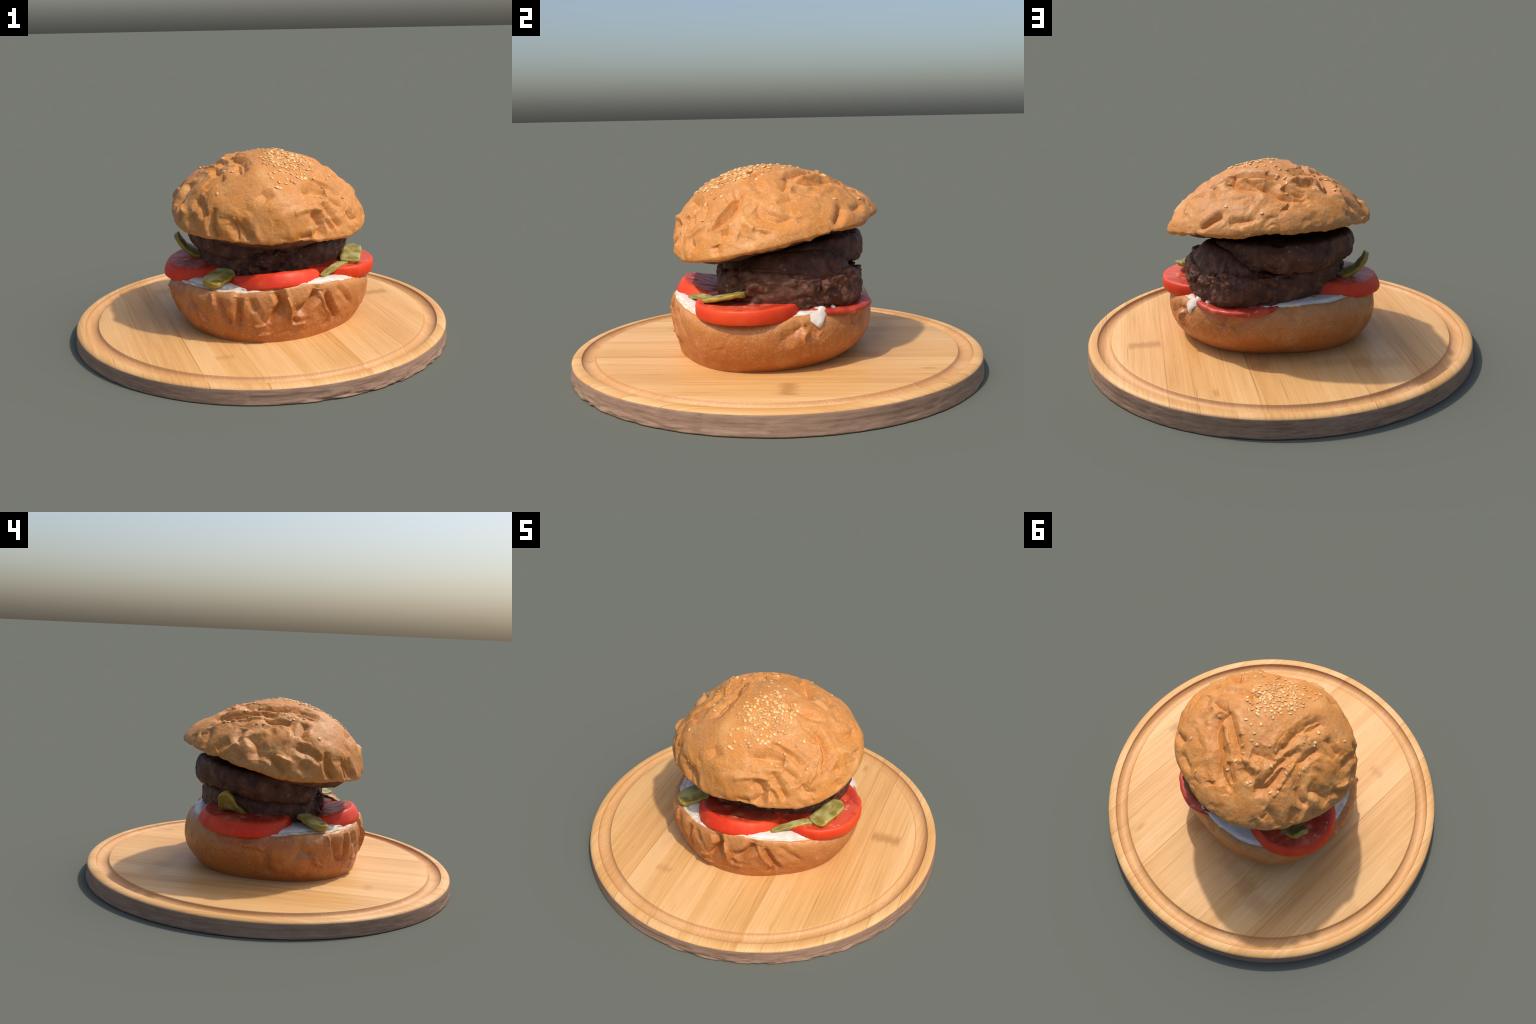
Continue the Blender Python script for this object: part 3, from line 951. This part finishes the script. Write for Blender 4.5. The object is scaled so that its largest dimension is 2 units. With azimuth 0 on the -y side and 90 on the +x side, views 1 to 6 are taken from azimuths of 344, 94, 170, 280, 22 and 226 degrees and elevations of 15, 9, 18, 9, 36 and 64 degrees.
# folds of the crown: (height, width, [(angle, 0 at the rim to 1 at the crown) ...])
TOP_FOLDS_FRONT = [
    (-0.011, 0.018, [(-50, 0.467), (-47, 0.402), (-42, 0.347)]),
    (-0.02, 0.02, [(-80, 0.402), (-70, 0.422), (-62, 0.422), (-56, 0.417)]),
    (-0.022, 0.017, [(-78, 0.226), (-73, 0.196), (-72, 0.106), (-78, 0.01)]),
    (0.009, 0.016, [(-91, 0.211), (-84, 0.246), (-76, 0.266), (-68, 0.271)]),
    (-0.011, 0.016, [(-66, 0.337), (-63, 0.266), (-60, 0.201)]),
    (-0.012, 0.01, [(-44, 0.362), (-50, 0.457), (-66, 0.533)]),
    (-0.012, 0.012, [(-58, 0.106), (-62, 0.231), (-66, 0.302)]),
    (-0.014, 0.012, [(-127, 0.141), (-124, 0.08), (-123, 0)]),
    (-0.015, 0.02, [(-124, 0.126), (-120, 0.055), (-118, 0)]),
    (-0.01, 0.016, [(-58, 0.362), (-50, 0.286)]),
    (-0.01, 0.014, [(-68, 0.196), (-64, 0.095)]),
    (-0.009, 0.014, [(-88, 0), (-80, 0.04)]),
    (-0.008, 0.02, [(-111, 0.382), (-106, 0.312)]),
]
TOP_FOLDS_RIGHT = [
    (-0.012, 0.014, [(15, 0.844), (-15, 0.784), (-14, 0.714), (-6, 0.618), (-2, 0.543)]),
    (-0.02, 0.016, [(-20, 0.558), (-20, 0.472), (-24, 0.367), (-32, 0.281)]),
    (0.007, 0.01, [(-23, 0.523), (-28, 0.402), (-34, 0.271)]),
    (-0.012, 0.015, [(-48, 0.241), (-45, 0.156), (-40, 0.151)]),
    (0.008, 0.016, [(-46, 0.186), (-41, 0.281), (-37, 0.312)]),
    (-0.01, 0.012, [(-2, 0.387), (12, 0.261)]),
    (-0.01, 0.016, [(-24, 0.236), (-20, 0.231)]),
    (-0.008, 0.014, [(-6, 0.236), (1, 0.171)]),
    (-0.012, 0.012, [(-34, 0.804), (-23, 0.774)]),
    (-0.008, 0.012, [(22, 0.543), (40, 0.422)]),
    (-0.012, 0.014, [(16, 0.538), (22, 0.623), (32, 0.688)]),
    (-0.012, 0.014, [(-19, 0.553), (-30, 0.497)]),
    (-0.014, 0.022, [(-8, 0.402), (1, 0.327), (6, 0.266), (16, 0.286)]),
    (-0.01, 0.018, [(8, 0.437), (16, 0.457), (20, 0.462)]),
    (-0.015, 0.013, [(38, 0.101), (44, 0.196), (50, 0.281)]),
    (-0.009, 0.014, [(-26, 0.151), (-24, 0.03)]),
    (-0.009, 0.01, [(-43, 0.05), (-44, 0.176), (-46, 0.231)]),
    (0.007, 0.018, [(-14, 0.362), (-6, 0.236), (2, 0.201)]),
    (-0.008, 0.016, [(-14, 0.206), (-8, 0.166), (-4, 0.121)]),
]
TOP_FOLDS_BACK = [
    (-0.014, 0.014, [(102, 0.583), (78, 0.724)]),
    (-0.018, 0.013, [(28, 0.693), (50, 0.709), (76, 0.688), (98, 0.623)]),
    (-0.016, 0.013, [(94, 0.538), (100, 0.477), (108, 0.417)]),
    (0.008, 0.016, [(37, 0.643), (58, 0.648), (80, 0.618)]),
    (-0.012, 0.02, [(114, 0.668), (132, 0.663), (150, 0.633)]),
    (-0.008, 0.012, [(102, 0.382), (106, 0.312)]),
    (-0.013, 0.018, [(110, 0.568), (118, 0.528), (126, 0.533)]),
    (0.008, 0.02, [(100, 0.578), (114, 0.598), (130, 0.558)]),
    (-0.022, 0.02, [(27, 0.698), (34, 0.638), (48, 0.583), (74, 0.533)]),
    (-0.009, 0.014, [(56, 0.191), (71, 0.231)]),
    (-0.02, 0.016, [(52, 0.653), (70, 0.573), (82, 0.548), (88, 0.472), (97, 0.422), (108, 0.387)]),
    (-0.01, 0.01, [(100, 0.613), (112, 0.563), (124, 0.523)]),
    (-0.009, 0.012, [(128, 0.191), (132, 0)]),
    (-0.009, 0.018, [(90, 0.342), (93, 0.307)]),
]
TOP_FOLDS_LEFT = [
    (-0.013, 0.016, [(-136, 0.548), (-132, 0.633), (-150, 0.719), (171, 0.714), (140, 0.623)]),
    (-0.012, 0.014, [(159, 0.643), (171, 0.638), (-176, 0.623)]),
    (-0.012, 0.014, [(172, 0.568), (-174, 0.563), (-161, 0.558)]),
    (-0.02, 0.019, [(126, 0.452), (136, 0.457), (144, 0.518), (156, 0.578)]),
    (0.009, 0.014, [(145, 0.452), (154, 0.518), (169, 0.583)]),
    (-0.016, 0.018, [(-154, 0.709), (-144, 0.638), (-133, 0.578)]),
    (-0.013, 0.014, [(161, 0.422), (160, 0.327), (163, 0.261)]),
    (-0.016, 0.02, [(168, 0.367), (175, 0.302), (179, 0.166)]),
    (-0.012, 0.013, [(-147, 0.533), (-154, 0.442), (-154, 0.397)]),
    (-0.012, 0.014, [(-160, 0.312), (-150, 0.261), (-143, 0.166)]),
    (-0.01, 0.014, [(151, 0.106), (156, 0.266)]),
    (-0.008, 0.014, [(133, 0.196), (138, 0.276)]),
    (-0.015, 0.012, [(172, 0.648), (140, 0.558), (127, 0.407)]),
    (-0.012, 0.014, [(136, 0.312), (140, 0.231), (142, 0.055)]),
    (0.01, 0.016, [(155, 0.045), (160, 0.181), (164, 0.256)]),
    (0.01, 0.014, [(-172, 0.226), (-167, 0.201), (-162, 0.171)]),
    (-0.014, 0.014, [(-176, 0.236), (-170, 0.141), (-166, 0.04)]),
    (-0.016, 0.013, [(-140, 0.246), (-140, 0.126), (-138, 0.05), (-136, 0)]),
    (-0.009, 0.015, [(166, 0.035), (168, 0.166)]),
    (-0.009, 0.018, [(-157, 0.166), (-152, 0.106)]),
]
TOP_FOLDS = TOP_FOLDS_FRONT + TOP_FOLDS_RIGHT + TOP_FOLDS_BACK + TOP_FOLDS_LEFT
NT = 900
PHT = np.arange(NT) * math.tau / NT


def build_top_bun():
    R, z0 = around(T_RAD, PHT), around(T_RIM, PHT)
    rows = []
    lip = 0.012 + 0.005 * perlin(np.stack([np.cos(PHT) * 13, np.sin(PHT) * 13, 0 * PHT + 4], 1)) + 0.006 * perlin(np.stack([np.cos(PHT) * 4, np.sin(PHT) * 4, 0 * PHT], 1))
    th = np.linspace(0, 1, 250) ** 0.85 * math.pi / 2
    dome = np.array([top_bun_point(PHT, t) for t in th])
    edge = np.array([to_world(TC, R - 0.020, PHT, z0 - lip), to_world(TC, R - 0.010, PHT, z0 - lip - 0.001), to_world(TC, R - 0.003, PHT, z0 - lip * 0.6)])
    V = np.concatenate([edge, dome])
    N = grid_normals(V)
    P, N = V.reshape(-1, 3), N.reshape(-1, 3)
    calm = 1 - 0.8 * np.exp(-(np.linalg.norm((P - [0.03, -0.26, 0.86]) / [0.26, 0.22, 0.22], axis=1)) ** 4)
    warp = np.stack([fbm(P * 6 + k, 2) for k in (1.0, 31.0, 57.0)], 1)
    c1, c2 = worley(P * 4.8 + warp * 0.5, 3)
    d = 0.003 + fbm(P * 5 + 1.7, 2) * 0.007
    d += calm * 0.008 * (smooth(0.0, 0.5, c2 - c1) - 0.7) * smooth(-0.5, 0.3, perlin(P * 3 + 11))
    g1, g2 = worley(P * [9, 9, 7] + warp * 0.8 + 3, 4)
    d += calm * 0.0030 * (smooth(0.0, 0.5, g2 - g1) - 0.7) * smooth(-0.1, 0.4, perlin(P * 4 + 23))
    d += fbm(P * 14 + 5, 2) * 0.0016 * calm + fbm(P * 48, 2) * 0.0008
    d += fold_field(P, TOP_FOLDS, lambda a, t: top_bun_point(np.array([math.radians(a)]), t * math.pi / 2)[0])
    V = (P + N * d[:, None]).reshape(V.shape)
    ob = part("top_bun", grid_mesh("top_bun", V), CRUST)
    # underside in its shadow-dark colour, sagging on to the patty
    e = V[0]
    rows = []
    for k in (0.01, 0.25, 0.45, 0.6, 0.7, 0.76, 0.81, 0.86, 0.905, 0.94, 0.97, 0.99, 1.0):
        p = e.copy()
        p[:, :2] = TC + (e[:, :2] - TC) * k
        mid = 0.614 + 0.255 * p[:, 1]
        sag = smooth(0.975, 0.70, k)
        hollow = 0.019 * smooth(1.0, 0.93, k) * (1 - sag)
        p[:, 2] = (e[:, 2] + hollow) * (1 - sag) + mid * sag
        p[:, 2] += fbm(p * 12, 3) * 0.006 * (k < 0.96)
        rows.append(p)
    part("shade_darkened_underside", grid_mesh("shade_darkened_underside", np.array(rows)), SHADE_UNDERSIDE)
    return ob, V, N.reshape(V.shape)


TOPBUN, TV, TN = build_top_bun()


# ------------------------------------------------------------------ sesame seeds
def seed_mesh():
    n, m = 14, 12
    rows = []
    for i in range(m + 1):
        t = i / m
        x = (t - 0.5) * 0.0220
        r = 0.0076 * (math.sin(math.pi * min(max(t, 0.02), 0.98) ** 0.75)) ** 0.75
        a = np.arange(n) * math.tau / n
        rows.append(np.stack([0 * a + x, r * np.cos(a), 0.47 * r * np.sin(a)], 1))
    me = grid_mesh("sesame_seed", np.array(rows), cap_start=True, cap_end=True)
    bm = bmesh.new()
    bm.from_mesh(me)
    bmesh.ops.recalc_face_normals(bm, faces=bm.faces[:])
    bm.to_mesh(me)
    bm.free()
    me.materials.append(SEED)
    return me


# strays seen away from the cluster: (angle, 0 at the rim to 1 at the crown)
STRAYS = [(-106, .56), (-104, .52), (-98, .48), (-100, .43), (-98, .42), (-90, .51), (-86, .50), (-92, .47), (-84, .48), (-76, .51), (-72, .52), (-58, .54),
          (-44, .51), (-36, .53), (-54, .47), (-66, .41), (-62, .39), (-161, .59), (51, .82), (76, .83), (110, .88), (-66, .58), (-42, .35), (10, .87),
          (50, .36), (36, .62), (102, .79), (106, .74), (119, .73), (142, .74), (152, .70), (167, .73), (96, .68), (92, .66), (103, .64), (101, .57), (98, .49),
          (120, .48), (142, .61), (162, .57), (156, .54), (174, .52), (168, .50), (-158, .60), (-162, .63), (-166, .66), (142, .41), (139, .44), (-142, .37),
          (76, .28), (145, .43), (122, .49), (-146, .61), (-126, .16)]


def scatter_seeds():
    r = np.random.RandomState(21)
    flat, nor = TV.reshape(-1, 3), grid_normals(TV).reshape(-1, 3)
    spots = [top_bun_point(np.array([math.radians(a)]), t * math.pi / 2)[0] for a, t in STRAYS]
    tries = 0
    cluster = []
    while len(cluster) < 120 and tries < 6000:
        tries += 1
        q = r.normal(size=2)
        if np.hypot(*q) > 2.0:
            continue
        p = np.array([0.098 + 0.070 * q[0] + 0.012 * q[1], -0.165 + 0.085 * q[1]])
        if all(np.hypot(*(p - c)) > 0.0135 for c in cluster):
            cluster.append(p)
    crown = np.where((flat[:, 2] > 0.6) & (nor[:, 2] > 0.2))[0]
    for p in cluster:
        i = crown[np.hypot(flat[crown, 0] - p[0], flat[crown, 1] - p[1]).argmin()]
        spots.append(flat[i])
    me = seed_mesh()
    for p in spots:
        i = np.linalg.norm(flat - p, axis=1).argmin()
        n, c = Vector(nor[i]), Vector(flat[i])
        spin = r.rand() * math.tau
        n = (n + Vector(r.normal(size=3)) * 0.14).normalized()
        x = Vector((math.cos(spin), math.sin(spin), r.normal() * 0.3))
        x = (x - n * x.dot(n)).normalized()
        M = Matrix((x, n.cross(x), n)).transposed()
        k = 0.85 + 0.3 * r.rand()
        M = (M @ Matrix.Diagonal((k, k * (0.9 + 0.25 * r.rand()), k))).to_4x4()
        M.translation = c + n * 0.0014
        ob = bpy.data.objects.new("sesame_seed", me)
        ob.parent = TOPBUN
        ob.matrix_basis = M
        bpy.context.scene.collection.objects.link(ob)


scatter_seeds()
